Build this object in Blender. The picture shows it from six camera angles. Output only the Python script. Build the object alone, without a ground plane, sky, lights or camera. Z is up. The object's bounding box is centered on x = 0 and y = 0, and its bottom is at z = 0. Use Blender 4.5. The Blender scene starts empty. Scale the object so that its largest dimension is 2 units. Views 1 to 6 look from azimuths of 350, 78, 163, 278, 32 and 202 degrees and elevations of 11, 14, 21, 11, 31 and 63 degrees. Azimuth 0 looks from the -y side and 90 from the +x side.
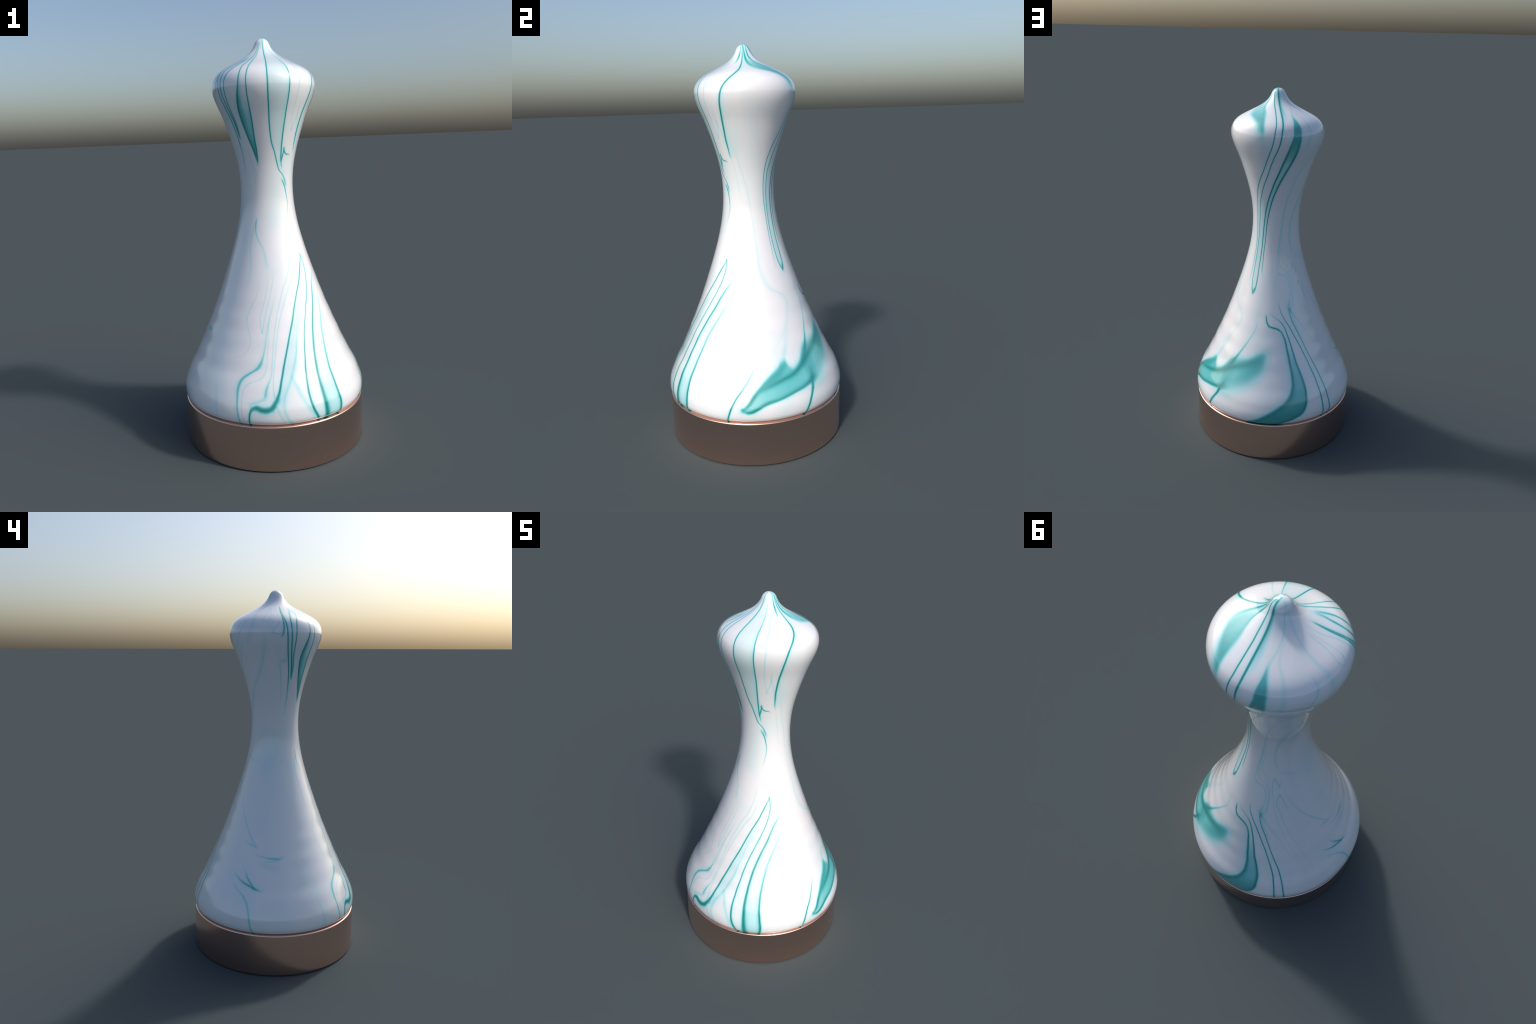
"""A turned, pawn-shaped ornament: a glazed white body with teal marbling that
stands on a polished copper disc."""
import math
import bpy
import bmesh
from mathutils import noise

# ------------------------------------------------------------------ profiles
# (height, radius) control points of the lathe profile of the body
BODY_PROFILE = [
    (0.2290, 0.4410), (0.2340, 0.4515), (0.2400, 0.4576), (0.2500, 0.4628),
    (0.2700, 0.4655), (0.2900, 0.4644), (0.3300, 0.4542), (0.3800, 0.4339),
    (0.4500, 0.3973), (0.5600, 0.3461), (0.7000, 0.2864), (0.8500, 0.2305),
    (1.0000, 0.1807), (1.1200, 0.1495), (1.2200, 0.1341), (1.3100, 0.1307),
    (1.4000, 0.1381), (1.4900, 0.1573), (1.5800, 0.1843), (1.6500, 0.2093),
    (1.7100, 0.2349), (1.7450, 0.2463), (1.7750, 0.2498), (1.8000, 0.2462),
    (1.8250, 0.2342), (1.8500, 0.2086), (1.8750, 0.1647), (1.9000, 0.1147),
    (1.9250, 0.0740), (1.9450, 0.0532), (1.9650, 0.0405), (1.9800, 0.0333),
    (1.9900, 0.0254), (1.9970, 0.0146), (2.0000, 0.0000),
]
BASE_RADIUS = 0.4624
BASE_HEIGHT = 0.2285
BASE_BEVEL = 0.0075
SEGMENTS = 288


def spline_through(points, step):
    """Chordal cubic spline through (radius, height) points, sampled every step metres."""
    xs = [(r, z) for z, r in points]
    t = [0.0]
    for a, b in zip(xs, xs[1:]):
        t.append(t[-1] + math.dist(a, b))
    n = len(t)

    def second(vals, d0, dn):
        a, b, c, d = [0.0] * n, [2.0] * n, [0.0] * n, [0.0] * n
        h = [t[i + 1] - t[i] for i in range(n - 1)]
        for i in range(1, n - 1):
            a[i], b[i], c[i] = h[i - 1], 2 * (h[i - 1] + h[i]), h[i]
            d[i] = 6 * ((vals[i + 1] - vals[i]) / h[i] - (vals[i] - vals[i - 1]) / h[i - 1])
        b[0] = 1.0 if d0 is None else 2 * h[0]
        c[0] = 0.0 if d0 is None else h[0]
        d[0] = 0.0 if d0 is None else 6 * ((vals[1] - vals[0]) / h[0] - d0)
        b[-1] = 1.0 if dn is None else 2 * h[-1]
        a[-1] = 0.0 if dn is None else h[-1]
        d[-1] = 0.0 if dn is None else 6 * (dn - (vals[-1] - vals[-2]) / h[-1])
        for i in range(1, n):
            w = a[i] / b[i - 1]
            b[i] -= w * c[i - 1]
            d[i] -= w * d[i - 1]
        m = [0.0] * n
        m[-1] = d[-1] / b[-1]
        for i in range(n - 2, -1, -1):
            m[i] = (d[i] - c[i] * m[i + 1]) / b[i]
        return m

    # the very top is flat: there the radius shrinks and the height stands still
    mr = second([p[0] for p in xs], None, -1.0)
    mz = second([p[1] for p in xs], None, 0.0)
    count = int(t[-1] / step)
    out, i = [], 0
    for k in range(count + 1):
        s = t[-1] * k / count
        while i < n - 2 and s > t[i + 1]:
            i += 1
        h = t[i + 1] - t[i]
        u, v = (t[i + 1] - s), (s - t[i])
        p = []
        for j, m in ((0, mr), (1, mz)):
            p.append((m[i] * u ** 3 + m[i + 1] * v ** 3) / (6 * h)
                     + (xs[i][j] / h - m[i] * h / 6) * u + (xs[i + 1][j] / h - m[i + 1] * h / 6) * v)
        out.append((max(p[0], 0.0), p[1]))
    return out


def lathe(name, profile, material, parent, close_bottom=True, uneven=None):
    """Turn an open (radius, height) profile, bottom to top, about the z axis."""
    mesh = bpy.data.meshes.new(name)
    bm = bmesh.new()
    rings = []
    for r, z in profile:
        if r < 1e-5:
            rings.append([bm.verts.new((0, 0, z))])
            continue
        ring = []
        for k in range(SEGMENTS):
            a = 2 * math.pi * k / SEGMENTS
            q = r + (uneven(a, z) if uneven else 0.0)
            ring.append(bm.verts.new((q * math.cos(a), q * math.sin(a), z)))
        rings.append(ring)
    for lo, hi in zip(rings, rings[1:]):
        for k in range(SEGMENTS):
            j = (k + 1) % SEGMENTS
            if len(hi) == 1 and len(lo) > 1:
                bm.faces.new((lo[k], lo[j], hi[0]))
            elif len(lo) == 1 and len(hi) > 1:
                bm.faces.new((lo[0], hi[j], hi[k]))
            elif len(lo) > 1:
                bm.faces.new((lo[k], lo[j], hi[j], hi[k]))
    if close_bottom and len(rings[0]) > 1:
        bm.faces.new(list(reversed(rings[0])))
    for f in bm.faces:
        f.smooth = len(f.verts) <= 4
    bm.to_mesh(mesh)
    bm.free()
    mesh.materials.append(material)
    ob = bpy.data.objects.new(name, mesh)
    bpy.context.scene.collection.objects.link(ob)
    ob.parent = parent
    return ob


BODY_CURVE = spline_through(BODY_PROFILE, 0.004)


def radius_at(z):
    pts = BODY_CURVE
    for (r0, z0), (r1, z1) in zip(pts, pts[1:]):
        if z0 <= z <= z1 and z1 > z0:
            return r0 + (r1 - r0) * (z - z0) / (z1 - z0), (r1 - r0) / (z1 - z0)
    return (pts[0][0], 0.0) if z < 1 else (0.01, -1.0)


# ------------------------------------------------------------------- marbling
# Every vein is a stroke on the lathe surface, given by a few control points
# (angle about the axis in degrees, height in metres).  "height" strokes run up
# the body, so that the angle is a smooth function of the height; "angle"
# strokes run round it.  width: half width in millimetres; strength: amount of
# dye; both spaced evenly from the first point to the last.
# halo: (side, amount, reach in mm) of the dye that bleeds away to one side,
# +1 towards growing angles (or heights), -1 the other way.
STROKES = []
FILLS = []


def stroke(name, run, points, width=3.2, strength=(0.9,), halo=None):
    width = width if isinstance(width, (list, tuple)) else (width,)
    strength = strength if isinstance(strength, (list, tuple)) else (strength,)
    STROKES.append((name, run, points, width, strength, halo))


def fill(name, run, low, high, strength, soft_low=8.0, soft_high=8.0):
    """A dyed field between two edges; each edge is a list like a stroke's."""
    FILLS.append((name, run, low, high, strength, soft_low, soft_high))


# --- finial and head, front and right
stroke("vein", "height", [(-15, 1.996), (-15, 1.945), (-15.6, 1.912), (-16.2, 1.893), (-17.8, 1.875), (-21, 1.860), (-27, 1.837), (-31.5, 1.815), (-34.8, 1.793), (-38, 1.749), (-41, 1.670), (-43.5, 1.575), (-43.5, 1.535), (-42, 1.475), (-40, 1.455)],
       width=(2, 3, 4.5, 4.5, 5, 5, 4, 3), strength=(0.6, 0.8, 0.95, 0.95, 1, 1, 0.9, 0), halo=(1, 0.22, 25))
stroke("vein", "height", [(-42, 1.480), (-38, 1.445), (-36, 1.403), (-31, 1.330), (-25, 1.238)], width=3, strength=(0.15, 0.2, 0.18, 0.15, 0))
stroke("vein", "height", [(-97, 1.996), (-96, 1.956), (-97, 1.792), (-96, 1.662), (-94, 1.570), (-91, 1.515), (-84.5, 1.460), (-79, 1.410), (-75, 1.383), (-66, 1.357), (-60.5, 1.335), (-57, 1.310), (-54, 1.275)],
       width=(3, 3.2, 3.6, 3.2, 3, 3.4), strength=(0.5, 0.85, 0.95, 0.95, 0.9, 0.8, 0), halo=(1, 0.12, 60))
stroke("vein", "height", [(-70, 1.345), (-66, 1.327), (-61, 1.303), (-57, 1.266), (-55, 1.225), (-57, 1.186), (-63, 1.130)], width=(4, 3, 2.5, 2.5, 3), strength=(0, 0.85, 0.7, 0.5, 0.35, 0))
stroke("vein", "height", [(-64, 1.350), (-60, 1.325), (-56, 1.295)], width=5, strength=(0, 0.5, 0))
stroke("vein", "height", [(-62, 1.996), (-64, 1.965), (-67, 1.911), (-71, 1.854), (-72.5, 1.786), (-72.6, 1.640), (-72, 1.461), (-71, 1.425), (-67, 1.380)],
       width=(1.5, 2.5, 3.2, 3.2, 3.2, 3.2, 3), strength=(0.1, 0.4, 0.75, 0.9, 0.9, 0.95, 0.95, 0), halo=(-1, 0.3, 16))
stroke("vein", "height", [(-66, 1.495), (-66.5, 1.475), (-68, 1.451), (-70.5, 1.425)], width=(3, 3.5, 4), strength=(0, 0.8, 0.9, 0.6))
stroke("vein", "angle", [(-67, 1.480), (-64, 1.463), (-61, 1.455), (-56, 1.452), (-52, 1.450), (-49, 1.438)], width=3, strength=(0.5, 0.9, 0.8, 0.6, 0))
stroke("vein", "height", [(-50, 1.960), (-53, 1.909), (-58, 1.850), (-60, 1.780), (-61, 1.667), (-60, 1.608), (-57.5, 1.562)], width=2.6, strength=(0, 0.3, 0.42, 0.42, 0.35, 0.3, 0.35))
stroke("vein", "height", [(-52, 1.710), (-52, 1.654), (-52.5, 1.622), (-55, 1.590), (-57.5, 1.562)], width=3, strength=(0, 0.25, 0.4, 0.35, 0.3))
stroke("vein", "height", [(-51.5, 1.640), (-48.5, 1.598), (-44, 1.520)], width=2.6, strength=(0.35, 0.3, 0.2))
stroke("vein", "height", [(-30, 1.996), (-30, 1.956), (-31, 1.935), (-32, 1.918), (-34, 1.900)], width=(2, 3, 4.5, 5), strength=(0.5, 0.7, 0.9, 0.7, 0))
# --- the dark wedge on the left of the head
stroke("vein", "height", [(-120, 1.975), (-119.5, 1.923), (-119.7, 1.870), (-119.6, 1.737), (-118.8, 1.640), (-118, 1.516), (-117, 1.478), (-117, 1.410)], width=(2, 3, 3.2, 3.4, 3.6, 3.4), strength=(0.3, 0.7, 0.85, 0.9, 0.95, 0.95, 0.3))
stroke("vein", "height", [(-127, 1.975), (-127, 1.923), (-127.5, 1.895), (-129, 1.860), (-128.5, 1.830), (-129, 1.775), (-131.5, 1.720), (-134, 1.665), (-134, 1.628), (-129, 1.540), (-123, 1.480), (-117.5, 1.415)],
       width=(2, 3, 3.2, 4, 6, 5.5, 4.5, 4.5, 4), strength=(0.3, 0.7, 0.85, 0.9, 1, 1, 1, 0.95, 0.3))
fill("wedge", "height", [(-130, 1.740), (-134, 1.665), (-134, 1.628), (-129, 1.540), (-118, 1.428)], [(-120, 1.740), (-119, 1.640), (-118, 1.516), (-117, 1.478), (-116.5, 1.428)],
     strength=(0, 0.3, 0.5, 0.55, 0.72, 0.85), soft_low=3, soft_high=3)
fill("wedge", "height", [(-129, 1.830), (-130, 1.745), (-134, 1.665), (-134, 1.628), (-129, 1.540), (-121, 1.460)], [(-126, 1.830), (-126, 1.745), (-128, 1.665), (-128, 1.628), (-125, 1.540), (-119, 1.460)],
     strength=(0, 0.4, 0.5, 0.35, 0), soft_low=3, soft_high=14)
stroke("vein", "height", [(-138, 1.908), (-138, 1.887), (-140, 1.869), (-144, 1.847), (-147, 1.818), (-148, 1.747), (-147, 1.653), (-145, 1.600), (-145, 1.530)], width=(8, 4, 3, 3, 3, 3, 3), strength=(0.1, 0.85, 0.9, 0.9, 0.9, 0.9, 0.9, 0))
stroke("vein", "height", [(-141, 1.908), (-145, 1.888), (-150, 1.872), (-154, 1.841), (-154.4, 1.810), (-152, 1.691), (-148, 1.610), (-144.5, 1.520)], width=(8, 4, 3.4, 3.4, 3.6, 4, 4), strength=(0.1, 0.85, 0.9, 0.95, 0.95, 1, 0.9, 0), halo=(1, 0.25, 14))
stroke("vein", "height", [(-162.5, 1.915), (-163.5, 1.885), (-162.8, 1.857), (-160, 1.797), (-158, 1.717), (-154, 1.630), (-150, 1.532), (-149, 1.442), (-152, 1.335)], width=(3.5, 3.5, 3.3, 3.3, 3, 3, 3), strength=(0, 0.85, 0.95, 0.95, 0.95, 0.9, 0.6, 0.4, 0), halo=(1, 0.3, 14))
stroke("vein", "height", [(-163, 1.915), (-165, 1.885), (-164.5, 1.850), (-164, 1.822), (-164, 1.785), (-165, 1.762), (-168, 1.742)], width=(3.5, 4, 4, 4, 5, 7), strength=(0, 0.8, 0.85, 0.85, 0.85, 0.7, 0))
stroke("vein", "height", [(-180, 1.930), (-176, 1.891), (-171, 1.870), (-169, 1.846), (-169, 1.822), (-171, 1.809), (-174, 1.797), (-176, 1.782), (-176.4, 1.768)], width=2.6, strength=(0, 0.28, 0.35, 0.4, 0.42, 0.45))
stroke("vein", "angle", [(-176.5, 1.772), (-173, 1.765), (-169.5, 1.765), (-167, 1.769), (-165, 1.785)], width=2.6, strength=(0.4, 0.4, 0.45, 0.4, 0.2))
stroke("vein", "height", [(165, 1.920), (171, 1.885), (171, 1.860), (170.2, 1.846), (170.6, 1.834)], width=2.4, strength=(0, 0.28, 0.3, 0.3, 0.25))
stroke("vein", "angle", [(170.6, 1.838), (173, 1.828), (176, 1.829), (178.4, 1.842)], width=2.4, strength=(0.2, 0.3, 0.3, 0.25))
stroke("vein", "height", [(171, 1.920), (177, 1.879), (178.8, 1.857), (178.2, 1.838)], width=2.2, strength=(0, 0.25, 0.28, 0.25))
stroke("vein", "height", [(140, 1.862), (143, 1.840), (143, 1.815), (138, 1.774), (132, 1.730), (122, 1.677), (108, 1.625)], width=3, strength=(0, 0.4, 0.45, 0.45, 0.4, 0.35, 0.2))
stroke("vein", "height", [(144, 1.760), (137, 1.702), (129, 1.662), (117, 1.609), (104, 1.560)], width=3.2, strength=(0, 0.32, 0.35, 0.3, 0.2))
stroke("vein", "height", [(173, 1.790), (172, 1.701), (169, 1.651), (165, 1.612), (158, 1.564), (144, 1.500), (131, 1.437), (120, 1.372)], width=(12, 10, 9, 9, 8, 7, 6), strength=(0, 0.25, 0.28, 0.28, 0.28, 0.28))
stroke("vein", "height", [(150, 1.996), (147, 1.954), (146, 1.927), (147.5, 1.893), (151, 1.872), (156, 1.842), (157, 1.811), (153, 1.755), (146, 1.700)], width=(2, 2.6, 4, 8, 12, 14, 14), strength=(0.2, 0.3, 0.3, 0.25, 0.25, 0.22, 0))
stroke("vein", "height", [(-166.3, 1.645), (-166.4, 1.612), (-165, 1.570), (-162, 1.484), (-161, 1.400)], width=(5, 5, 3.5, 3, 3), strength=(0, 0.45, 0.4, 0.35, 0))
stroke("vein", "height", [(-158, 1.700), (-158, 1.655), (-159.5, 1.628)], width=4, strength=(0, 0.3, 0.4))
stroke("vein", "angle", [(-167, 1.632), (-163, 1.627), (-158.5, 1.632)], width=7, strength=(0.2, 0.45, 0.2))
stroke("vein", "height", [(-136, 1.495), (-132, 1.448), (-127, 1.365), (-124, 1.290)], width=2.6, strength=(0, 0.35, 0.28, 0))
stroke("vein", "height", [(-133, 1.470), (-126, 1.413), (-122, 1.377), (-120, 1.340)], width=2.4, strength=(0, 0.28, 0.28, 0))
# --- back of the head and neck
stroke("vein", "height", [(33, 1.996), (51, 1.946), (62, 1.913), (69, 1.885), (71.6, 1.852), (71, 1.815), (68, 1.745), (64, 1.697), (58.5, 1.647), (52, 1.597), (44, 1.550), (36, 1.500), (30, 1.451), (25, 1.366), (24, 1.299), (26, 1.170), (26.6, 1.056), (27, 0.905)],
       width=(3, 3.2, 3, 2.8, 2.4, 2.1, 2, 2), strength=(0.8, 0.9, 0.9, 0.9, 0.85, 0.7, 0.65, 0.6, 0))
stroke("vein", "height", [(66, 1.996), (76, 1.940), (80, 1.886), (80.5, 1.859), (78.5, 1.795), (77, 1.758), (73.8, 1.714), (69.2, 1.671), (63.5, 1.618), (57, 1.564), (48, 1.503), (41, 1.453), (34.5, 1.393), (32, 1.326), (31, 1.194), (31.5, 1.069), (33, 0.968), (35.5, 0.928), (38.5, 0.905)],
       width=(4.5, 4.6, 3.2, 2.9, 2.5, 2.2, 2.1, 2.3, 3.5), strength=(0.9, 1, 0.95, 0.9, 0.85, 0.75, 0.7, 0.7, 0.7), halo=(1, 0.12, 30))
fill("bleed", "height", [(67, 1.985), (76, 1.940), (80, 1.886), (80, 1.850)], [(76, 1.985), (86, 1.940), (89, 1.886), (86, 1.850)], strength=(0.4, 0.5, 0.4, 0.3, 0), soft_low=3, soft_high=9)
stroke("vein", "height", [(93.5, 1.805), (92, 1.773), (89, 1.730), (85.8, 1.684), (82, 1.637), (77, 1.589), (69.5, 1.532), (63.5, 1.484), (57.5, 1.440), (51.9, 1.393), (47.5, 1.341), (44.6, 1.287), (43, 1.220), (42.4, 1.131), (42, 1.050), (42.4, 0.970), (41.5, 0.928), (38.8, 0.904)],
       width=(6, 6, 5, 3.8, 3.1, 2.7, 2.6, 2.8, 4.5), strength=(0, 0.95, 1, 1, 1, 0.95, 0.95, 0.9, 0.9, 0.7))
stroke("vein", "height", [(102.5, 1.800), (100.5, 1.745), (98.4, 1.695), (95, 1.648), (90, 1.606), (82.4, 1.554), (74, 1.496), (66, 1.440), (60, 1.387), (55, 1.335), (52, 1.290), (50, 1.224), (48.3, 1.140), (48.5, 1.075), (49.5, 1.020), (53, 0.995)],
       width=(8, 7, 5.5, 4, 3, 2.4, 2.2, 2.4), strength=(0, 0.9, 1, 1, 1, 0.95, 0.9, 0.85, 0.8, 0))
fill("dark tongue", "height", [(98, 1.885), (97, 1.862), (94, 1.836), (92, 1.775), (87, 1.700), (81, 1.630)], [(99, 1.885), (102, 1.862), (103.5, 1.822), (102, 1.775), (98.5, 1.700), (93, 1.630)],
     strength=(0, 0.75, 0.82, 0.8, 0.6, 0.35, 0), soft_low=7, soft_high=10)
fill("dark tongue", "height", [(90, 1.740), (82, 1.637), (69.5, 1.532), (58, 1.442), (47.2, 1.341), (43, 1.220), (42, 1.000)], [(100, 1.740), (93.5, 1.637), (79, 1.532), (66, 1.440), (55, 1.335), (50, 1.224), (49, 1.000)],
     strength=(0, 0.3, 0.26, 0.2, 0.14, 0.1, 0.06, 0), soft_low=4, soft_high=4)
fill("pale lane", "height", [(36, 1.500), (25, 1.366), (24, 1.299), (29, 1.056), (34, 0.915)], [(62, 1.475), (51.5, 1.396), (45, 1.299), (42, 1.056), (42, 0.915)], strength=(0, 0.12, 0.16, 0.16, 0.12), soft_low=10, soft_high=3)
fill("pale lane", "height", [(50, 1.830), (50, 1.700), (46, 1.600), (36, 1.500)], [(66, 1.830), (62, 1.700), (52, 1.600), (38, 1.500)], strength=(0, 0.14, 0.14, 0), soft_low=35, soft_high=30)
stroke("vein", "height", [(145, 1.996), (130, 1.972), (122, 1.932), (115, 1.913), (109, 1.900), (102, 1.882), (97.5, 1.855)], width=(2, 2.4, 2.4, 3, 5, 9), strength=(0.2, 0.45, 0.45, 0.35, 0.3, 0.3, 0.3))
stroke("vein", "height", [(121, 1.930), (117.5, 1.909), (113, 1.893), (112, 1.880), (115, 1.862), (116, 1.830), (114, 1.760), (108, 1.690)], width=(2.5, 5, 8, 11, 12, 12), strength=(0, 0.25, 0.28, 0.28, 0.25, 0))
stroke("vein", "height", [(132, 1.672), (121, 1.617), (111, 1.561), (104, 1.495), (97.6, 1.437), (89.5, 1.315), (83.3, 1.212), (79.5, 1.132), (78.2, 1.080), (78.3, 1.045), (81, 1.018)], width=(3, 3.2, 4, 3.6, 2.8, 2.6), strength=(0.2, 0.38, 0.42, 0.45, 0.45, 0.4, 0.35))
stroke("vein", "angle", [(80, 1.024), (85.4, 1.015), (91, 1.015), (95.5, 0.995)], width=2.6, strength=(0.35, 0.4, 0.4, 0.2))
stroke("vein", "height", [(94, 1.007), (97, 0.975), (97.9, 0.934), (96.5, 0.894), (92.5, 0.845)], width=(2.6, 2.6, 2.6, 5), strength=(0.3, 0.38, 0.35, 0.4, 0.5))
stroke("vein", "height", [(90, 1.300), (84.3, 1.203), (82.3, 1.144), (82.2, 1.082), (84.5, 1.056), (90.3, 1.047), (96, 1.029), (99, 1.007), (101.5, 0.973), (101.5, 0.924), (99, 0.855), (95, 0.830)], width=2.6, strength=(0, 0.25, 0.35, 0.4, 0.38, 0.32, 0.45))
stroke("vein", "height", [(98, 1.358), (92, 1.289), (89, 1.229), (87, 1.165), (87, 1.114), (91, 1.088), (97, 1.062), (100.4, 1.023), (103, 0.980), (102.5, 0.931), (101, 0.850)], width=2.4, strength=(0, 0.22, 0.3, 0.3, 0.3, 0.25))
stroke("vein", "height", [(135, 1.440), (129, 1.412), (119, 1.359), (111, 1.296), (108, 1.241), (108, 1.202), (111.5, 1.153), (114.5, 1.105)], width=(6, 6, 6, 6, 5, 4), strength=(0.2, 0.3, 0.35, 0.35, 0.3, 0))
stroke("vein", "height", [(109, 1.068), (106.5, 1.045), (106, 1.005), (107.5, 0.963), (110.3, 0.860), (116.4, 0.766), (129, 0.564), (136, 0.364), (137, 0.300)], width=(3.4, 2.4, 2.2), strength=(0.45, 0.25, 0.18, 0.16, 0.12, 0))
stroke("vein", "height", [(108.5, 1.070), (113, 1.045), (116.2, 1.018)], width=3.6, strength=(0.35, 0.5, 0.3))
stroke("vein", "height", [(119, 1.080), (117, 1.047), (116, 1.018)], width=2.4, strength=(0, 0.3, 0.35))
stroke("vein", "height", [(116.8, 0.968), (114.5, 0.955), (112.5, 0.933), (113.2, 0.900), (116.4, 0.860), (121.7, 0.777), (136, 0.560), (145, 0.365)], width=(3.2, 2.4, 2.2), strength=(0.5, 0.35, 0.22, 0.18, 0.12, 0))
stroke("vein", "height", [(116.3, 0.968), (120, 0.942), (123, 0.905), (127, 0.857), (132, 0.800)], width=(3.2, 2.8, 2.2), strength=(0.5, 0.5, 0.3, 0.15, 0))
# --- blotch on the right of the head
fill("blotch", "height", [(-3, 1.960), (-1, 1.918), (5, 1.893), (13, 1.878), (25, 1.867), (36, 1.855), (44, 1.838), (49, 1.800), (48, 1.740)],
     [(13, 1.960), (16.5, 1.938), (24, 1.917), (36, 1.902), (48, 1.884), (54, 1.860), (57, 1.830), (58, 1.800), (56, 1.740)],
     strength=(0.2, 0.35, 0.55, 0.68, 0.8, 0.75, 0.5, 0.2, 0), soft_low=34, soft_high=13)
stroke("vein", "height", [(-7, 1.988), (-3, 1.952), (-0.5, 1.918), (5, 1.895), (13, 1.879), (25, 1.870), (36, 1.860)], width=(2.5, 3.5, 5, 8, 14), strength=(0.6, 0.8, 0.85, 0.7, 0.3, 0))
stroke("vein", "height", [(13, 1.988), (14, 1.955), (17, 1.935), (24.5, 1.915), (36, 1.901), (48, 1.883), (55, 1.850)], width=(2.5, 3.5, 5, 8, 12), strength=(0.6, 0.8, 0.85, 0.6, 0.35, 0.2, 0))
# --- front of the lower body
stroke("vein", "height", [(-124, 1.155), (-124.6, 1.110), (-124, 1.088), (-120, 1.056), (-111, 1.012), (-108, 0.980), (-104, 0.905)], width=(3, 3, 3, 5, 8, 9), strength=(0.2, 0.55, 0.45, 0.3, 0.22, 0.2, 0))
stroke("vein", "height", [(-124, 1.150), (-126, 1.120), (-129, 1.095), (-131, 1.065), (-131.5, 1.010), (-129, 0.967), (-127.3, 0.910), (-128, 0.860), (-130, 0.820)], width=(3, 3, 3, 5, 7, 9), strength=(0.3, 0.5, 0.4, 0.28, 0.25, 0.2, 0))
stroke("vein", "height", [(-49.4, 0.968), (-50.6, 0.954), (-54, 0.932), (-59, 0.895), (-64, 0.854), (-73.5, 0.777), (-81, 0.692), (-90, 0.557), (-96, 0.441), (-99.5, 0.360), (-102, 0.325)],
       width=(3.5, 3.2, 3.6, 4.4, 4.8, 5.4, 8), strength=(0.4, 0.9, 0.88, 0.9, 0.95, 1, 0.9), halo=(1, 0.16, 25))
stroke("vein", "angle", [(-116.6, 0.292), (-114.5, 0.313), (-112, 0.319), (-109, 0.312), (-106.3, 0.310), (-104, 0.315), (-101.8, 0.329), (-100.3, 0.352)], width=(6, 11, 14, 15, 13, 8), strength=(0, 0.9, 1, 1, 1, 0.6), halo=(-1, 0.3, 16))
stroke("vein", "height", [(-113.2, 0.325), (-115.3, 0.303), (-116, 0.277), (-115.8, 0.225)], width=(6, 6, 5, 4.5), strength=(0, 0.85, 0.95, 1))
stroke("vein", "height", [(-49.4, 0.968), (-48.6, 0.945), (-48.2, 0.920), (-49.3, 0.888), (-54.5, 0.822), (-61.5, 0.751), (-69, 0.672), (-74, 0.593), (-77, 0.514), (-79, 0.437), (-79.6, 0.371), (-78.7, 0.311), (-76, 0.262), (-74, 0.230)],
       width=(2.6, 2.5, 2.8, 3.4, 4.8, 7.5), strength=(0.5, 0.75, 0.78, 0.85, 0.9, 0.95, 1), halo=(1, 0.2, 22))
stroke("vein", "height", [(-31, 0.895), (-34, 0.877), (-39, 0.848), (-44.2, 0.817), (-54, 0.725), (-60.3, 0.664), (-64.8, 0.600), (-67.6, 0.540), (-69.5, 0.480), (-70.5, 0.411), (-70.2, 0.347), (-69, 0.230)],
       width=(4, 4.8, 5, 6, 8.5, 15), strength=(0, 0.7, 0.85, 0.9, 0.95, 1, 1), halo=(1, 0.3, 22))
stroke("vein", "height", [(-34, 0.792), (-37, 0.771), (-44.3, 0.701), (-48.7, 0.658), (-52.7, 0.610), (-55.7, 0.553), (-58.2, 0.478), (-59.2, 0.402), (-58.6, 0.330), (-58.2, 0.280), (-59.3, 0.225)],
       width=(5, 5.5, 5.8, 6, 6.8, 7.5), strength=(0, 0.42, 0.5, 0.65, 0.85, 0.95, 1), halo=(-1, 0.3, 25))
fill("pale lane", "height", [(-70, 0.480), (-71, 0.400), (-70, 0.300), (-69, 0.225)], [(-58, 0.480), (-59, 0.400), (-58.3, 0.300), (-59, 0.225)], strength=(0, 0.16, 0.24, 0.24), soft_low=3, soft_high=3)
fill("pale lane", "height", [(-62, 0.820), (-78, 0.690), (-94, 0.450), (-100, 0.340)], [(-55, 0.820), (-72, 0.690), (-87, 0.450), (-94, 0.340)], strength=(0, 0.12, 0.14, 0.06), soft_low=5, soft_high=25)
stroke("vein", "height", [(-70.5, 1.002), (-71, 0.985), (-72, 0.960), (-75, 0.923), (-80.5, 0.867), (-86, 0.830), (-92.5, 0.758), (-97, 0.688), (-99.3, 0.624), (-102, 0.503), (-103.2, 0.452), (-105.5, 0.408), (-107, 0.370)], width=(3, 2.4, 2.4, 2.4, 3, 5), strength=(0.2, 0.42, 0.4, 0.4, 0.4, 0.45, 0.5))
stroke("vein", "height", [(-70.5, 1.000), (-68.6, 0.975), (-67.5, 0.950), (-68.8, 0.920), (-73, 0.868), (-80, 0.826), (-88.8, 0.746), (-94, 0.682), (-97, 0.615), (-99.2, 0.539), (-101.8, 0.430), (-101.4, 0.365)], width=(3, 2.4, 2.4, 2.4, 3), strength=(0, 0.38, 0.4, 0.4, 0.4, 0.5))
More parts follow.
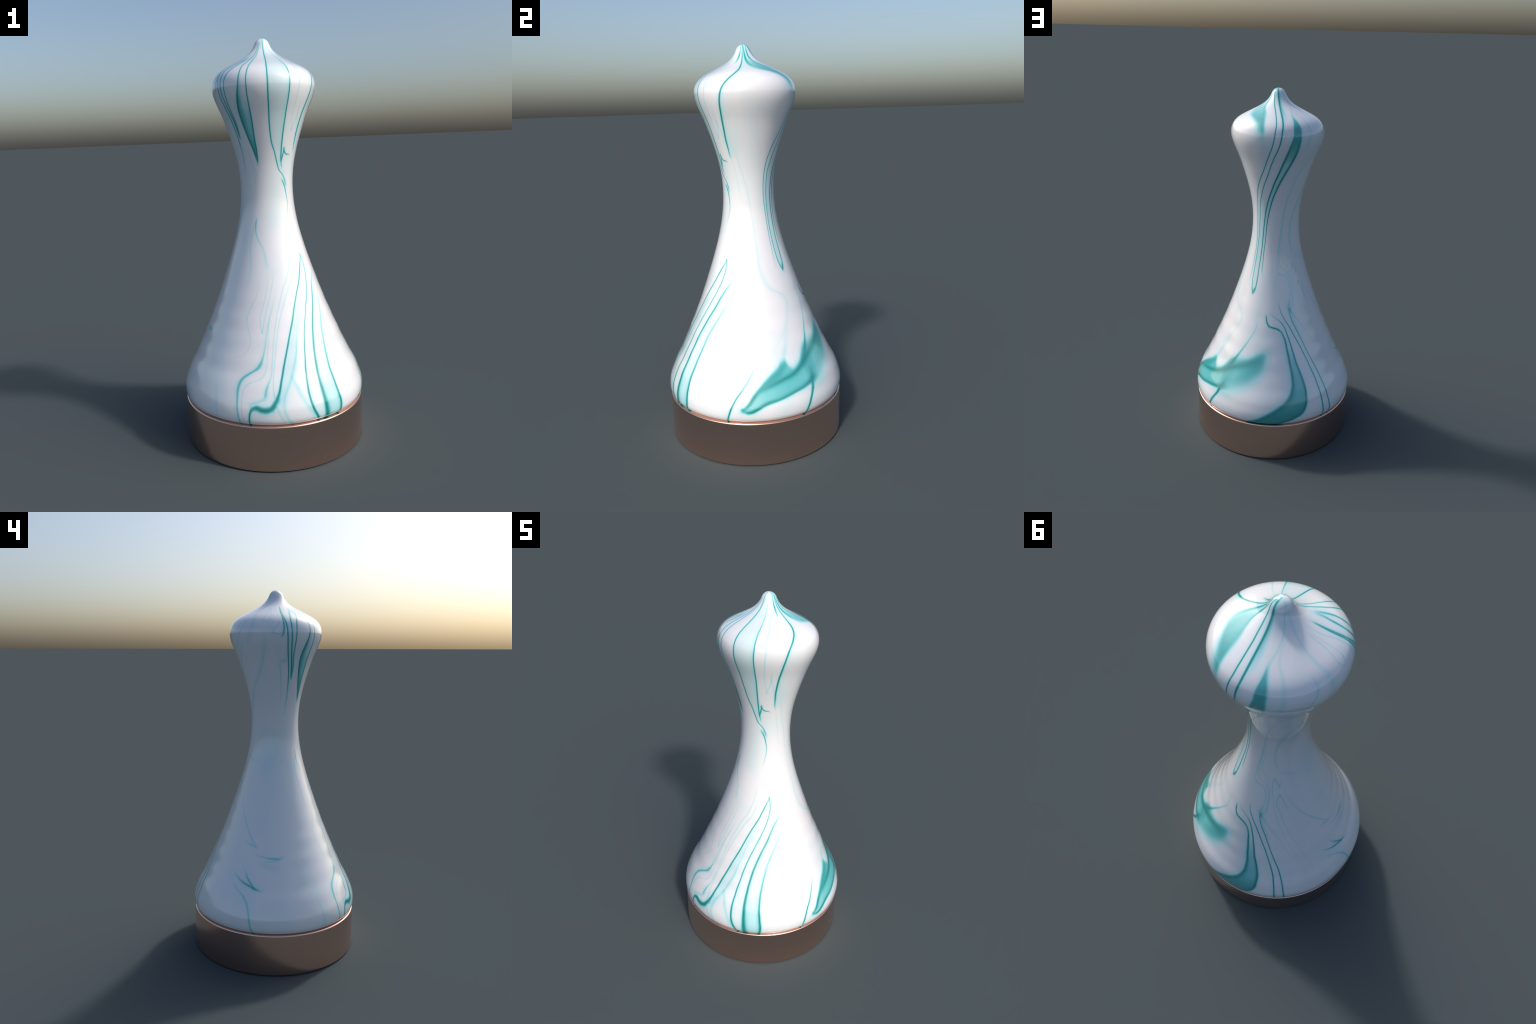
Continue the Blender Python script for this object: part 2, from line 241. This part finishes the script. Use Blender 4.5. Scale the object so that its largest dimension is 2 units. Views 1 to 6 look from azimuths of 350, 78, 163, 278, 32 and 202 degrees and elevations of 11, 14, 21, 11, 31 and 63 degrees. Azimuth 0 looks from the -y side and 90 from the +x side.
stroke("vein", "height", [(-115.5, 0.850), (-116.3, 0.805), (-121, 0.754), (-124.6, 0.703), (-124.7, 0.670), (-122, 0.638), (-119.7, 0.601), (-119.9, 0.569), (-123.3, 0.538), (-128, 0.520), (-137, 0.498)], width=2.3, strength=(0.15, 0.3, 0.38, 0.38, 0.3, 0))
stroke("vein", "height", [(-103.5, 0.900), (-104.3, 0.850), (-107, 0.789), (-110.5, 0.733), (-112, 0.690), (-111.3, 0.660), (-109.8, 0.632)], width=2.3, strength=(0, 0.25, 0.32, 0.32, 0.4))
stroke("vein", "height", [(-96, 0.900), (-101, 0.810), (-105.5, 0.739), (-108, 0.690), (-109.8, 0.632)], width=2.3, strength=(0.15, 0.3, 0.35, 0.4))
stroke("vein", "height", [(-94, 0.815), (-100, 0.740), (-103.8, 0.679), (-105.6, 0.630), (-107.6, 0.551), (-109.3, 0.514), (-112, 0.483), (-118.6, 0.454), (-122.6, 0.430), (-124.2, 0.395), (-124.2, 0.354), (-121.5, 0.225)],
       width=(3, 3, 2.6, 5, 9, 5, 4), strength=(0, 0.18, 0.28, 0.34, 0.58, 0.56, 0.52, 0.46), halo=(-1, 0.6, 12))
stroke("vein", "height", [(-103, 0.720), (-104, 0.668), (-105, 0.550), (-106.6, 0.478), (-109.8, 0.440), (-117, 0.420), (-120, 0.398), (-121.2, 0.367), (-121, 0.319), (-119, 0.225)], width=2.6, strength=(0, 0.32, 0.32, 0.36, 0.34, 0.3))
stroke("vein", "height", [(-104.7, 0.432), (-106.3, 0.397), (-107.4, 0.358), (-110, 0.347), (-113.5, 0.341), (-115.5, 0.322)], width=(4, 8, 11, 10, 7), strength=(0.2, 0.42, 0.5, 0.5, 0.45, 0.35))
stroke("vein", "height", [(-62, 0.825), (-73, 0.731), (-79.5, 0.625), (-84.2, 0.521), (-88.3, 0.456), (-91.5, 0.413), (-94.4, 0.375), (-95.6, 0.334), (-95.2, 0.296), (-90.5, 0.230)], width=(2.4, 2.6, 3, 9, 10, 7), strength=(0.1, 0.28, 0.3, 0.5, 0.45, 0.42, 0.5))
stroke("vein", "height", [(-89, 0.440), (-87, 0.405), (-84.6, 0.362), (-81.7, 0.316), (-78, 0.268)], width=10, strength=(0.25, 0.45, 0.42, 0.42, 0.36))
stroke("vein", "height", [(-101, 0.345), (-99.5, 0.310), (-96, 0.255)], width=7, strength=(0.1, 0.42, 0.42, 0.25))
stroke("vein", "height", [(-141, 0.420), (-139.3, 0.349), (-137.8, 0.295), (-137, 0.235)], width=6, strength=(0, 0.2, 0.28, 0.22))
stroke("vein", "height", [(-9, 0.500), (-12.7, 0.450), (-19, 0.384), (-22.7, 0.343), (-26.6, 0.270), (-28, 0.225)], width=(3.5, 4.5, 5), strength=(0, 0.6, 0.85, 0.95, 0.95), halo=(-1, 0.1, 30))
# --- right side: pale hook, the big blotch and its tail
stroke("vein", "height", [(-34, 1.560), (-27, 1.450), (-20, 1.379), (-13, 1.318), (-8, 1.242), (-3.8, 1.157), (-1, 1.078), (0.6, 0.995), (1.4, 0.934), (4.5, 0.884), (9.3, 0.845), (17, 0.814), (25, 0.797), (29.5, 0.772), (30, 0.755), (28, 0.717), (18, 0.625), (5, 0.546), (0, 0.505)],
       width=(5, 4, 5, 6, 8, 11, 10, 10), strength=(0, 0.2, 0.2, 0.16, 0.18, 0.24, 0.22, 0.14, 0))
fill("blotch", "angle", [(-18, 0.296), (-15, 0.288), (-12, 0.292), (-9, 0.304), (0, 0.328), (5, 0.338), (15, 0.357), (24, 0.372), (33, 0.372), (40, 0.400)],
     [(-18, 0.285), (-15.5, 0.318), (-12, 0.358), (-7, 0.400), (0, 0.441), (7, 0.474), (10.5, 0.497), (13, 0.496), (16, 0.474), (19, 0.460), (23, 0.470), (29, 0.512), (33, 0.545), (36, 0.548), (40, 0.545)],
     strength=(0, 0.48, 0.56, 0.58, 0.6, 0.62, 0.62, 0.55, 0.4, 0), soft_low=12, soft_high=26)
stroke("vein", "angle", [(-9, 0.372), (-2, 0.408), (6, 0.444), (12, 0.474), (15, 0.485)], width=(10, 18, 22, 16), strength=(0, 0.4, 0.56, 0.5, 0))
stroke("vein", "height", [(40.6, 0.940), (39.8, 0.917), (38.6, 0.898)], width=7, strength=(0, 0.6, 0.2))
fill("blotch", "angle", [(26, 0.385), (34, 0.368), (46, 0.412), (55, 0.450), (64, 0.492), (74, 0.570)], [(26, 0.500), (34, 0.545), (40, 0.556), (51, 0.572), (59, 0.600), (68, 0.622), (74, 0.635)],
     strength=(0, 0.48, 0.58, 0.64, 0.7, 0.68, 0.4, 0), soft_low=64, soft_high=32)
stroke("vein", "angle", [(-10, 0.375), (-4, 0.391), (3, 0.407), (10, 0.420), (17, 0.432), (25, 0.457), (34, 0.491), (46, 0.525), (57, 0.555), (68, 0.585)], width=(7, 10, 12, 13, 15, 18, 22, 24), strength=(0, 0.6, 0.8, 0.85, 0.88, 0.85, 0.7, 0.55, 0.45, 0))
stroke("vein", "angle", [(-17.8, 0.299), (-17, 0.293), (-15, 0.288), (-13, 0.290), (-9, 0.304), (-3.8, 0.324), (5.3, 0.339), (15.6, 0.358), (25, 0.373), (30, 0.386), (36, 0.402)], width=(9, 9, 8, 9, 11, 13), strength=(0.5, 0.95, 0.9, 0.85, 0.85, 0.85, 0.85, 0))
stroke("vein", "angle", [(-17.8, 0.300), (-16.8, 0.308), (-14.7, 0.322), (-12.3, 0.347), (-10.4, 0.364), (-6.7, 0.390), (0, 0.428), (8, 0.466), (13, 0.495)], width=(10, 9, 10, 13), strength=(0.6, 0.9, 0.7, 0.5, 0.35, 0.15, 0))
stroke("vein", "height", [(53.5, 0.760), (51.5, 0.710), (46.8, 0.659), (41.7, 0.607), (37, 0.555), (32.5, 0.505), (28, 0.470)], width=(5, 5, 6, 9, 14), strength=(0.1, 0.3, 0.45, 0.6, 0.75, 0.6), halo=(1, 0.2, 25))
stroke("vein", "height", [(53, 0.840), (52, 0.780), (53.5, 0.720)], width=9, strength=(0, 0.15, 0.15, 0))
stroke("vein", "height", [(33, 0.430), (31, 0.390), (29.3, 0.350), (25.5, 0.297), (21, 0.225)], width=(12, 10, 8, 7, 6), strength=(0.3, 0.85, 0.95, 0.95, 0.95))
stroke("vein", "height", [(12.5, 0.480), (13.5, 0.520), (16.5, 0.565), (21, 0.630), (24, 0.680)], width=(9, 12, 14, 14), strength=(0.35, 0.35, 0.22, 0.12, 0))
fill("fade of blotch", "angle", [(30, 0.300), (50, 0.400), (75, 0.480)], [(30, 0.400), (50, 0.480), (75, 0.580)], strength=(0, 0.2, 0.22, 0.1, 0), soft_low=60, soft_high=40)  # thin dye thinning out softly along the blotch's lower right
# --- back of the lower body
stroke("vein", "height", [(63.5, 0.812), (64, 0.790), (65.2, 0.766), (68, 0.745)], width=(4.5, 4.5, 5), strength=(0, 0.7, 0.9, 0.6))
stroke("vein", "angle", [(64.8, 0.768), (66, 0.755), (68.5, 0.745), (73, 0.738), (78, 0.731), (82.6, 0.714), (85.3, 0.686)], width=(4.5, 5, 5, 5), strength=(0, 0.8, 0.95, 0.95, 0.85, 0))
stroke("vein", "height", [(81.5, 0.722), (84, 0.704), (86, 0.674), (87.5, 0.625), (89, 0.560), (90.4, 0.469), (89.6, 0.424), (86.4, 0.380), (80.4, 0.340), (74, 0.308), (65, 0.264), (58, 0.240)],
       width=(4.5, 5, 6, 7, 10, 15, 16, 13), strength=(0, 0.95, 0.95, 0.9, 0.85, 0.82, 0.82, 0.85), halo=(-1, 0.35, 22))
stroke("vein", "height", [(67.5, 0.822), (69, 0.811), (73, 0.795), (80.6, 0.775), (85.6, 0.745), (88.7, 0.705), (91.4, 0.655), (96, 0.532), (98.6, 0.476), (99.9, 0.427), (99.7, 0.380), (98.3, 0.335), (95, 0.298), (88, 0.268), (78, 0.245)],
       width=(4, 4, 4, 5, 6, 8, 9, 9), strength=(0, 0.7, 0.9, 0.95, 0.95, 0.9, 0.95, 0.95, 0.95))
fill("dark tongue", "height", [(88, 0.650), (89, 0.560), (90.4, 0.469), (89.6, 0.424), (86.4, 0.380), (80, 0.338), (70, 0.290), (62, 0.255), (56, 0.228)],
     [(92, 0.650), (95, 0.560), (98.6, 0.476), (99.9, 0.427), (99.7, 0.380), (98.3, 0.335), (93, 0.290), (84, 0.255), (76, 0.228)],
     strength=(0, 0.3, 0.45, 0.5, 0.55, 0.65, 0.82, 0.9, 0.9), soft_low=16, soft_high=8)
stroke("vein", "height", [(79.5, 0.885), (80.3, 0.856), (82.3, 0.823), (86.1, 0.789), (92, 0.742), (97.1, 0.689), (101.6, 0.635), (105.3, 0.576), (108.3, 0.515), (110.5, 0.455), (111.7, 0.388), (112.2, 0.310), (112.3, 0.225)], width=(3, 3.2, 3.2, 4, 5), strength=(0, 0.8, 0.9, 0.9, 0.95, 0.95, 1))
stroke("vein", "height", [(93, 0.835), (94.3, 0.807), (96.7, 0.767), (101.7, 0.707), (106, 0.645), (112.8, 0.524), (115.5, 0.463), (117.9, 0.350), (118.4, 0.225)], width=(3.5, 3, 3, 3.6, 4.5), strength=(0.3, 0.8, 0.85, 0.9, 0.95, 0.95, 1))
stroke("vein", "height", [(95.5, 0.880), (95, 0.850), (94.5, 0.825), (95.5, 0.800)], width=9, strength=(0, 0.3, 0.5, 0.1))
stroke("vein", "height", [(94.5, 0.835), (99.9, 0.797), (106, 0.757), (113.4, 0.700), (119, 0.638), (123, 0.587), (130, 0.480)], width=(4, 3, 2.4, 2.4), strength=(0.5, 0.42, 0.28, 0.18, 0.1, 0))
stroke("vein", "height", [(95, 0.820), (99, 0.770), (104, 0.700), (108, 0.620)], width=(6, 8, 8, 6), strength=(0.3, 0.22, 0.15, 0))
stroke("vein", "height", [(121, 1.060), (122.5, 1.025), (126, 0.959), (133, 0.896), (141.5, 0.832), (151, 0.767), (159, 0.711), (165, 0.673), (168.5, 0.652)], width=(2.4, 2.6, 3, 3.5, 6), strength=(0, 0.22, 0.3, 0.38, 0.5, 0.3))
stroke("vein", "angle", [(154, 0.674), (161, 0.664), (165, 0.658), (168.5, 0.655)], width=4, strength=(0, 0.3, 0.5, 0.3))
stroke("vein", "angle", [(-194, 0.621), (-187, 0.611), (-180, 0.604), (-173, 0.602), (-167.5, 0.604), (-163, 0.616)], width=(3, 4, 4, 6, 6), strength=(0, 0.28, 0.38, 0.56, 0.4, 0))
stroke("vein", "angle", [(-184, 0.583), (-178, 0.586), (-173, 0.591), (-168, 0.598)], width=3.4, strength=(0, 0.35, 0.45, 0.4))
stroke("vein", "height", [(150, 0.520), (153, 0.508), (158, 0.489), (163, 0.474), (168, 0.462), (173, 0.450), (177, 0.438)], width=(3, 4, 6, 8, 6), strength=(0, 0.4, 0.55, 0.72, 0.66, 0))
stroke("vein", "height", [(160.2, 0.548), (161.5, 0.530), (163.7, 0.508), (167.2, 0.482), (171, 0.456)], width=(3, 5, 7, 6), strength=(0, 0.4, 0.58, 0.5))
stroke("vein", "height", [(152, 0.478), (154, 0.460), (157, 0.442), (161.6, 0.424), (165, 0.404), (167.3, 0.382), (168.9, 0.351), (171, 0.275), (173, 0.225)], width=(4, 6, 5.5, 4.5), strength=(0, 0.38, 0.45, 0.48, 0.52, 0.56))
stroke("vein", "height", [(-141, 0.500), (-150, 0.470), (-160, 0.440)], width=9, strength=(0, 0.1, 0))
# --- broad, very thin washes
fill("wash", "height", [(-96, 1.960), (-97, 1.792), (-96, 1.662), (-92, 1.480)], [(-64, 1.960), (-72.5, 1.786), (-72.6, 1.640), (-72, 1.480)], strength=(0, 0.08, 0.1, 0.1, 0.06), soft_low=40, soft_high=4)
fill("wash", "height", [(-44, 1.640), (-44, 1.550), (-46, 1.450)], [(-14, 1.640), (-18, 1.550), (-25, 1.450)], strength=(0, 0.07, 0), soft_low=10, soft_high=30)
fill("wash", "height", [(-95, 1.420), (-98, 1.250), (-105, 1.080)], [(-72, 1.420), (-70, 1.250), (-75, 1.080)], strength=(0, 0.08, 0.08, 0), soft_low=22, soft_high=28)
stroke("vein", "angle", [(-190, 0.585), (-184, 0.570), (-176, 0.560), (-166, 0.562)], width=14, strength=(0, 0.2, 0.18, 0))
fill("wash", "height", [(150, 1.300), (152, 1.130), (158, 0.980)], [(206, 1.300), (196, 1.130), (172, 0.980)], strength=(0, 0.09, 0.11, 0), soft_low=40, soft_high=40)
stroke("vein", "angle", [(112, 1.110), (122, 1.112), (138, 1.095), (152, 1.100)], width=14, strength=(0, 0.2, 0.18, 0))



# ------------------------------------------------------------------ materials
class Nodes:
    def __init__(self, tree):
        self.tree = tree
        self.tree.nodes.clear()

    def new(self, kind, **props):
        n = self.tree.nodes.new(kind)
        for k, v in props.items():
            setattr(n, k, v)
        return n

    def link(self, a, b):
        self.tree.links.new(a, b)

    def math(self, op, *args, clamp=False):
        n = self.new("ShaderNodeMath", operation=op, use_clamp=clamp)
        for i, a in enumerate(args):
            if isinstance(a, (int, float)):
                n.inputs[i].default_value = a
            else:
                self.link(a, n.inputs[i])
        return n.outputs[0]

    def range(self, value, a, b, c=0.0, d=1.0, smooth=False):
        n = self.new("ShaderNodeMapRange", interpolation_type="SMOOTHSTEP" if smooth else "LINEAR", clamp=True)
        for i, v in ((0, value), (1, a), (2, b), (3, c), (4, d)):
            if isinstance(v, (int, float)):
                n.inputs[i].default_value = v
            else:
                self.link(v, n.inputs[i])
        return n.outputs[0]

    def curves(self, t, channels):
        """Three curves of t at once: lists of (0..1, 0..1) points."""
        n = self.new("ShaderNodeRGBCurve")
        n.mapping.extend = "HORIZONTAL"
        for c, pts in zip(n.mapping.curves, channels):
            pts = sorted(pts)
            if len(pts) == 1:
                pts = [(0.0, pts[0][1]), (1.0, pts[0][1])]
            while len(c.points) < len(pts):
                c.points.new(0.5, 0.5)
            for p, (x, y) in zip(c.points, pts):
                p.location = (x, min(max(y, 0.0), 1.0))
                p.handle_type = "AUTO_CLAMPED" if c != n.mapping.curves[0] or len(pts) == 2 else "AUTO"
        n.mapping.update()
        self.link(t, n.inputs["Color"])
        s = self.new("ShaderNodeSeparateColor")
        self.link(n.outputs[0], s.inputs[0])
        return s.outputs


def evenly(values):
    if len(values) == 1:
        return [(0.0, values[0]), (1.0, values[0])]
    return [(i / (len(values) - 1), v) for i, v in enumerate(values)]


def sample(pts, x):
    pts = sorted(pts)
    if x <= pts[0][0]:
        return pts[0][1]
    for (x0, y0), (x1, y1) in zip(pts, pts[1:]):
        if x <= x1:
            return y0 + (y1 - y0) * (x - x0) / max(x1 - x0, 1e-9)
    return pts[-1][1]


class Layer(Nodes):
    """A node group that lays one stroke or field of dye over the white."""

    def __init__(self, name):
        super().__init__(bpy.data.node_groups.new(name, "ShaderNodeTree"))
        for label in ("angle", "height", "arc", "clear"):
            self.tree.interface.new_socket(label, in_out="INPUT", socket_type="NodeSocketFloat")
        self.tree.interface.new_socket("clear", in_out="OUTPUT", socket_type="NodeSocketFloat")
        self.angle, self.height, self.arc, self.before = self.new("NodeGroupInput").outputs[:4]
        self.clear = self.before

    def follow(self, value):
        """Let a stroke start from the one before it, so that the renderer works
        them out one after another and never holds all of them at once."""
        return self.math("MULTIPLY_ADD", self.before, 1e-5, value)

    def beyond(self, value, t, t0, t1, run):
        over = self.math("SUBTRACT", self.math("MULTIPLY_ADD", t, t0 - t1, value), t0)
        return over if run == "height" else self.math("MULTIPLY", over, self.arc)

    def lay(self, amount):
        self.clear = self.math("MULTIPLY", self.clear, self.math("SUBTRACT", 1.0, amount, clamp=True))

    def finish(self):
        self.link(self.clear, self.new("NodeGroupOutput").inputs[0])
        return self.tree


def stroke_group(name, run, points, width, strength, halo):
    g = Layer(name)
    along, across = (1, 0) if run == "height" else (0, 1)
    scale = (1.0, 1000.0)
    a = [(p[along] * scale[along], p[across] * scale[across]) for p in points]
    t0, t1 = min(p[0] for p in a), max(p[0] for p in a)
    forward = a[0][0] <= a[-1][0]
    q0, q1 = min(p[1] for p in a) - 30, max(p[1] for p in a) + 30
    line = [((t - t0) / (t1 - t0), (q - q0) / (q1 - q0)) for t, q in a]
    ws = evenly(width if forward else tuple(reversed(width)))
    if max(strength) < 0.55:                                  # the palest veins are mostly water
        strength = tuple(0.68 * v for v in strength)
    ss = evenly(strength if forward else tuple(reversed(strength)))
    # widths measured square to the stroke, turned into widths across its run
    wide, n, e = [], 12, 0.02
    for i in range(n + 1):
        u = i / n
        slope = (sample(line, min(u + e, 1)) - sample(line, max(u - e, 0))) * (q1 - q0)
        slope /= (min(u + e, 1) - max(u - e, 0)) * (t1 - t0)
        z = (t0 + u * (t1 - t0)) if run == "height" else (q0 + sample(line, u) * (q1 - q0))
        r, dr = radius_at(z / 1000)
        per_degree = r * math.pi / 180 * 1000
        lean = math.hypot(1, dr)
        slope *= per_degree / lean if run == "height" else lean / per_degree
        wide.append((u, sample(ws, u) * min(math.hypot(1, slope), 6.0)))
    top = max(w for _, w in wide)
    t_in = g.height if run == "height" else g.angle
    if run == "angle" and t0 < -180:
        t_in = g.math("SUBTRACT", g.math("WRAP", g.angle, 360.0, 0.0), 360.0)
    t = g.range(g.follow(t_in), t0, t1)
    centre, spread, amount = g.curves(t, (line, [(u, w / top) for u, w in wide], ss))[:3]
    centre = g.math("MULTIPLY_ADD", centre, q1 - q0, q0)
    spread = g.math("MULTIPLY_ADD", spread, top, 0.05)
    if run == "height":
        d = g.math("MULTIPLY", g.math("WRAP", g.math("SUBTRACT", g.angle, centre), 180.0, -180.0), g.arc)
    else:
        d = g.math("SUBTRACT", g.height, centre)
    q = g.math("DIVIDE", d, spread)
    past = g.beyond(t_in, t, t0, t1, run)                    # millimetres past either end
    e = g.math("DIVIDE", past, spread)
    q2 = g.math("MULTIPLY_ADD", e, e, g.math("MULTIPLY", q, q))
    core = g.math("EXPONENT", g.math("MULTIPLY", q2, -1.0))
    bleed = g.math("EXPONENT", g.math("MULTIPLY", q2, -0.12))
    g.lay(g.math("MULTIPLY", g.math("MULTIPLY_ADD", bleed, BLEED, g.math("MULTIPLY", core, 1.0 - BLEED / 2)), amount))
    if halo:
        side, share, reach = halo
        gate = g.range(g.math("MULTIPLY", q, float(side)), -0.7, 0.9, 0.0, share, smooth=True)
        fade = g.math("EXPONENT", g.math("MULTIPLY", g.math("ABSOLUTE", d), -1.0 / reach))
        if strength[0] > 0 or strength[-1] > 0:
            fade = g.math("MULTIPLY", fade, g.range(g.math("ABSOLUTE", past), 0.0, 6.0, 1.0, 0.0))
        g.lay(g.math("MULTIPLY", g.math("MULTIPLY", gate, fade), amount))
    return g.finish()


def fill_group(name, run, low, high, strength, soft_low, soft_high):
    g = Layer(name)
    along, across = (1, 0) if run == "height" else (0, 1)
    scale = (1.0, 1000.0)
    lo = [(p[along] * scale[along], p[across] * scale[across]) for p in low]
    hi = [(p[along] * scale[along], p[across] * scale[across]) for p in high]
    t0, t1 = min(p[0] for p in lo + hi), max(p[0] for p in lo + hi)
    q0, q1 = min(p[1] for p in lo + hi) - 20, max(p[1] for p in lo + hi) + 20
    edges = [[((t - t0) / (t1 - t0), (q - q0) / (q1 - q0)) for t, q in pts] for pts in (lo, hi)]
    ss = evenly(strength if lo[0][0] <= lo[-1][0] else tuple(reversed(strength)))
    t_in = g.height if run == "height" else g.angle
    t = g.range(g.follow(t_in), t0, t1)
    e0, e1, amount = g.curves(t, (edges[0], edges[1], ss))[:3]
    if run == "height":
        mid = (q0 + q1) / 2
        here = g.math("ADD", g.math("WRAP", g.math("SUBTRACT", g.angle, mid), 180.0, -180.0), mid)
        unit = g.arc
    else:
        here, unit = g.height, 1.0
    d0 = g.math("MULTIPLY", g.math("SUBTRACT", here, g.math("MULTIPLY_ADD", e0, q1 - q0, q0)), unit)
    d1 = g.math("MULTIPLY", g.math("SUBTRACT", g.math("MULTIPLY_ADD", e1, q1 - q0, q0), here), unit)
    inside = g.math("MULTIPLY", g.range(d0, -soft_low, soft_low, smooth=True), g.range(d1, -soft_high, soft_high, smooth=True))
    if strength[0] > 0 or strength[-1] > 0:
        past = g.math("ABSOLUTE", g.beyond(t_in, t, t0, t1, run))
        inside = g.math("MULTIPLY", inside, g.range(past, 0.0, 8.0, 1.0, 0.0, smooth=True))
    g.lay(g.math("MULTIPLY", inside, amount))
    return g.finish()


def glazed_marble():
    groups = [stroke_group(*args) for args in STROKES] + [fill_group(*args) for args in FILLS]
    mat = bpy.data.materials.new("teal_veined_white_glaze")
    mat.use_nodes = True
    g = Nodes(mat.node_tree)
    coord = g.new("ShaderNodeTexCoord")
    # a slow wander, so that no vein is ruled too cleanly
    wander = g.new("ShaderNodeTexNoise", noise_dimensions="3D")
    wander.inputs["Scale"].default_value = 7.0
    wander.inputs["Detail"].default_value = 2.0
    g.link(coord.outputs["Object"], wander.inputs["Vector"])
    drift = g.math("SUBTRACT", wander.outputs["Fac"], 0.5)
    sep = g.new("ShaderNodeSeparateXYZ")
    g.link(coord.outputs["Object"], sep.inputs[0])
    x, y, z = sep.outputs
    angle = g.math("MULTIPLY_ADD", g.math("ARCTAN2", y, x), 180 / math.pi, g.math("MULTIPLY", drift, 1.2))
    radius = g.math("SQRT", g.math("MULTIPLY_ADD", x, x, g.math("MULTIPLY", y, y)))
    arc = g.math("MULTIPLY", radius, math.pi / 180 * 1000)     # millimetres per degree
    height = g.math("MULTIPLY", z, 1000.0)                       # millimetres

    # each stroke and field takes the share of white still showing and thins it
    clear = g.math("ADD", 1.0, 0.0)
    for group in groups:
        node = g.new("ShaderNodeGroup", node_tree=group)
        for k, v in enumerate((angle, height, arc, clear)):
            g.link(v, node.inputs[k])
        clear = node.outputs[0]

    # milky clouds of very thin dye, drawn out along the body
    stretch = g.new("ShaderNodeMapping")
    stretch.inputs["Scale"].default_value = (1.0, 1.0, 0.35)
    g.link(coord.outputs["Object"], stretch.inputs["Vector"])
    cloud = g.new("ShaderNodeTexNoise", noise_dimensions="3D")
    cloud.inputs["Scale"].default_value = 5.0
    cloud.inputs["Detail"].default_value = 3.0
    cloud.inputs["Distortion"].default_value = 1.0
    g.link(stretch.outputs[0], cloud.inputs["Vector"])
    thin = g.range(cloud.outputs["Fac"], 0.45, 0.8, 1.0, 1.0 - CLOUD)
    dye = g.math("SUBTRACT", 1.0, g.math("MULTIPLY", clear, thin), clamp=True)
    ramp = g.new("ShaderNodeValToRGB")
    ramp.color_ramp.elements[0].position = 0.0
    ramp.color_ramp.elements[0].color = (*WHITE, 1)
    ramp.color_ramp.elements[1].position = 1.0
    ramp.color_ramp.elements[1].color = (*DYE_DEEP, 1)
    for pos, col in ((0.36, DYE_PALE), (0.68, DYE_MID)):
        e = ramp.color_ramp.elements.new(pos)
        e.color = (*col, 1)
    g.link(dye, ramp.inputs[0])
    shader = g.new("ShaderNodeBsdfPrincipled")
    g.link(ramp.outputs[0], shader.inputs["Base Color"])
    shader.inputs["Roughness"].default_value = GLAZE_ROUGHNESS
    shader.inputs["IOR"].default_value = 1.5
    shader.inputs["Coat Weight"].default_value = GLAZE_COAT
    shader.inputs["Coat Roughness"].default_value = 0.01
    out = g.new("ShaderNodeOutputMaterial")
    g.link(shader.outputs[0], out.inputs[0])
    return mat


WHITE = (0.82, 0.82, 0.85)
DYE_PALE = (0.45, 0.75, 0.79)
DYE_MID = (0.11, 0.50, 0.51)
DYE_DEEP = (0.012, 0.24, 0.24)
GLAZE_ROUGHNESS = 0.1
CLOUD = 0.10
GLAZE_COAT = 1.0
BLEED = 0.14        # how much of a vein seeps out beyond its core


def polished_copper():
    mat = bpy.data.materials.new("polished_copper")
    mat.use_nodes = True
    g = Nodes(mat.node_tree)
    coord = g.new("ShaderNodeTexCoord")
    grain = g.new("ShaderNodeTexNoise", noise_dimensions="3D")
    grain.inputs["Scale"].default_value = 6.0
    grain.inputs["Detail"].default_value = 2.0
    g.link(coord.outputs["Object"], grain.inputs["Vector"])
    shader = g.new("ShaderNodeBsdfPrincipled")
    shader.inputs["Base Color"].default_value = (0.93, 0.60, 0.48, 1)
    shader.inputs["Metallic"].default_value = 1.0
    g.link(g.range(grain.outputs["Fac"], 0.3, 0.7, 0.17, 0.20), shader.inputs["Roughness"])
    out = g.new("ShaderNodeOutputMaterial")
    g.link(shader.outputs[0], out.inputs[0])
    return mat


# ---------------------------------------------------------------------- build
def round_corner(cx, cz, radius, start, end, steps=8):
    return [(cx + radius * math.cos(math.radians(start + (end - start) * i / steps)),
             cz + radius * math.sin(math.radians(start + (end - start) * i / steps))) for i in range(steps + 1)]


piece = bpy.data.objects.new("ornamental_pawn", None)
piece.empty_display_size = 0.3
bpy.context.scene.collection.objects.link(piece)
piece["label"] = "glossy white pawn-shaped ornament with teal marbling on copper base"
piece["category"] = "chess piece"

foot = 0.009
base_profile = round_corner(BASE_RADIUS - foot, foot, foot, -90, 0, 5)
wall = 24
base_profile += [(BASE_RADIUS, foot + (BASE_HEIGHT - BASE_BEVEL - foot) * i / wall) for i in range(1, wall)]
base_profile += round_corner(BASE_RADIUS - BASE_BEVEL, BASE_HEIGHT - BASE_BEVEL, BASE_BEVEL, 0, 90)
base_profile += [(BASE_RADIUS - BASE_BEVEL - 0.02, BASE_HEIGHT), (0.40, BASE_HEIGHT), (0.0, BASE_HEIGHT)]
lathe("base", base_profile, polished_copper(), piece)


def added_swells(a, z):
    """Faint swells left in the belly by turning: under half a millimetre, they
    only show where they make the mirrored horizon waver."""
    belly = max(0.0, min(1.0, (z - 0.27) / 0.08)) * max(0.0, min(1.0, (0.95 - z) / 0.35))
    if belly == 0.0:
        return 0.0
    swell = noise.noise((2.2 * math.cos(a), 2.2 * math.sin(a), z * 13.0))
    ring = math.sin(2 * math.pi * z / 0.092 + 1.5 * math.sin(a + 0.6))
    return belly * (0.0007 * swell + 0.0005 * ring)


lathe("body", BODY_CURVE, glazed_marble(), piece, uneven=added_swells)
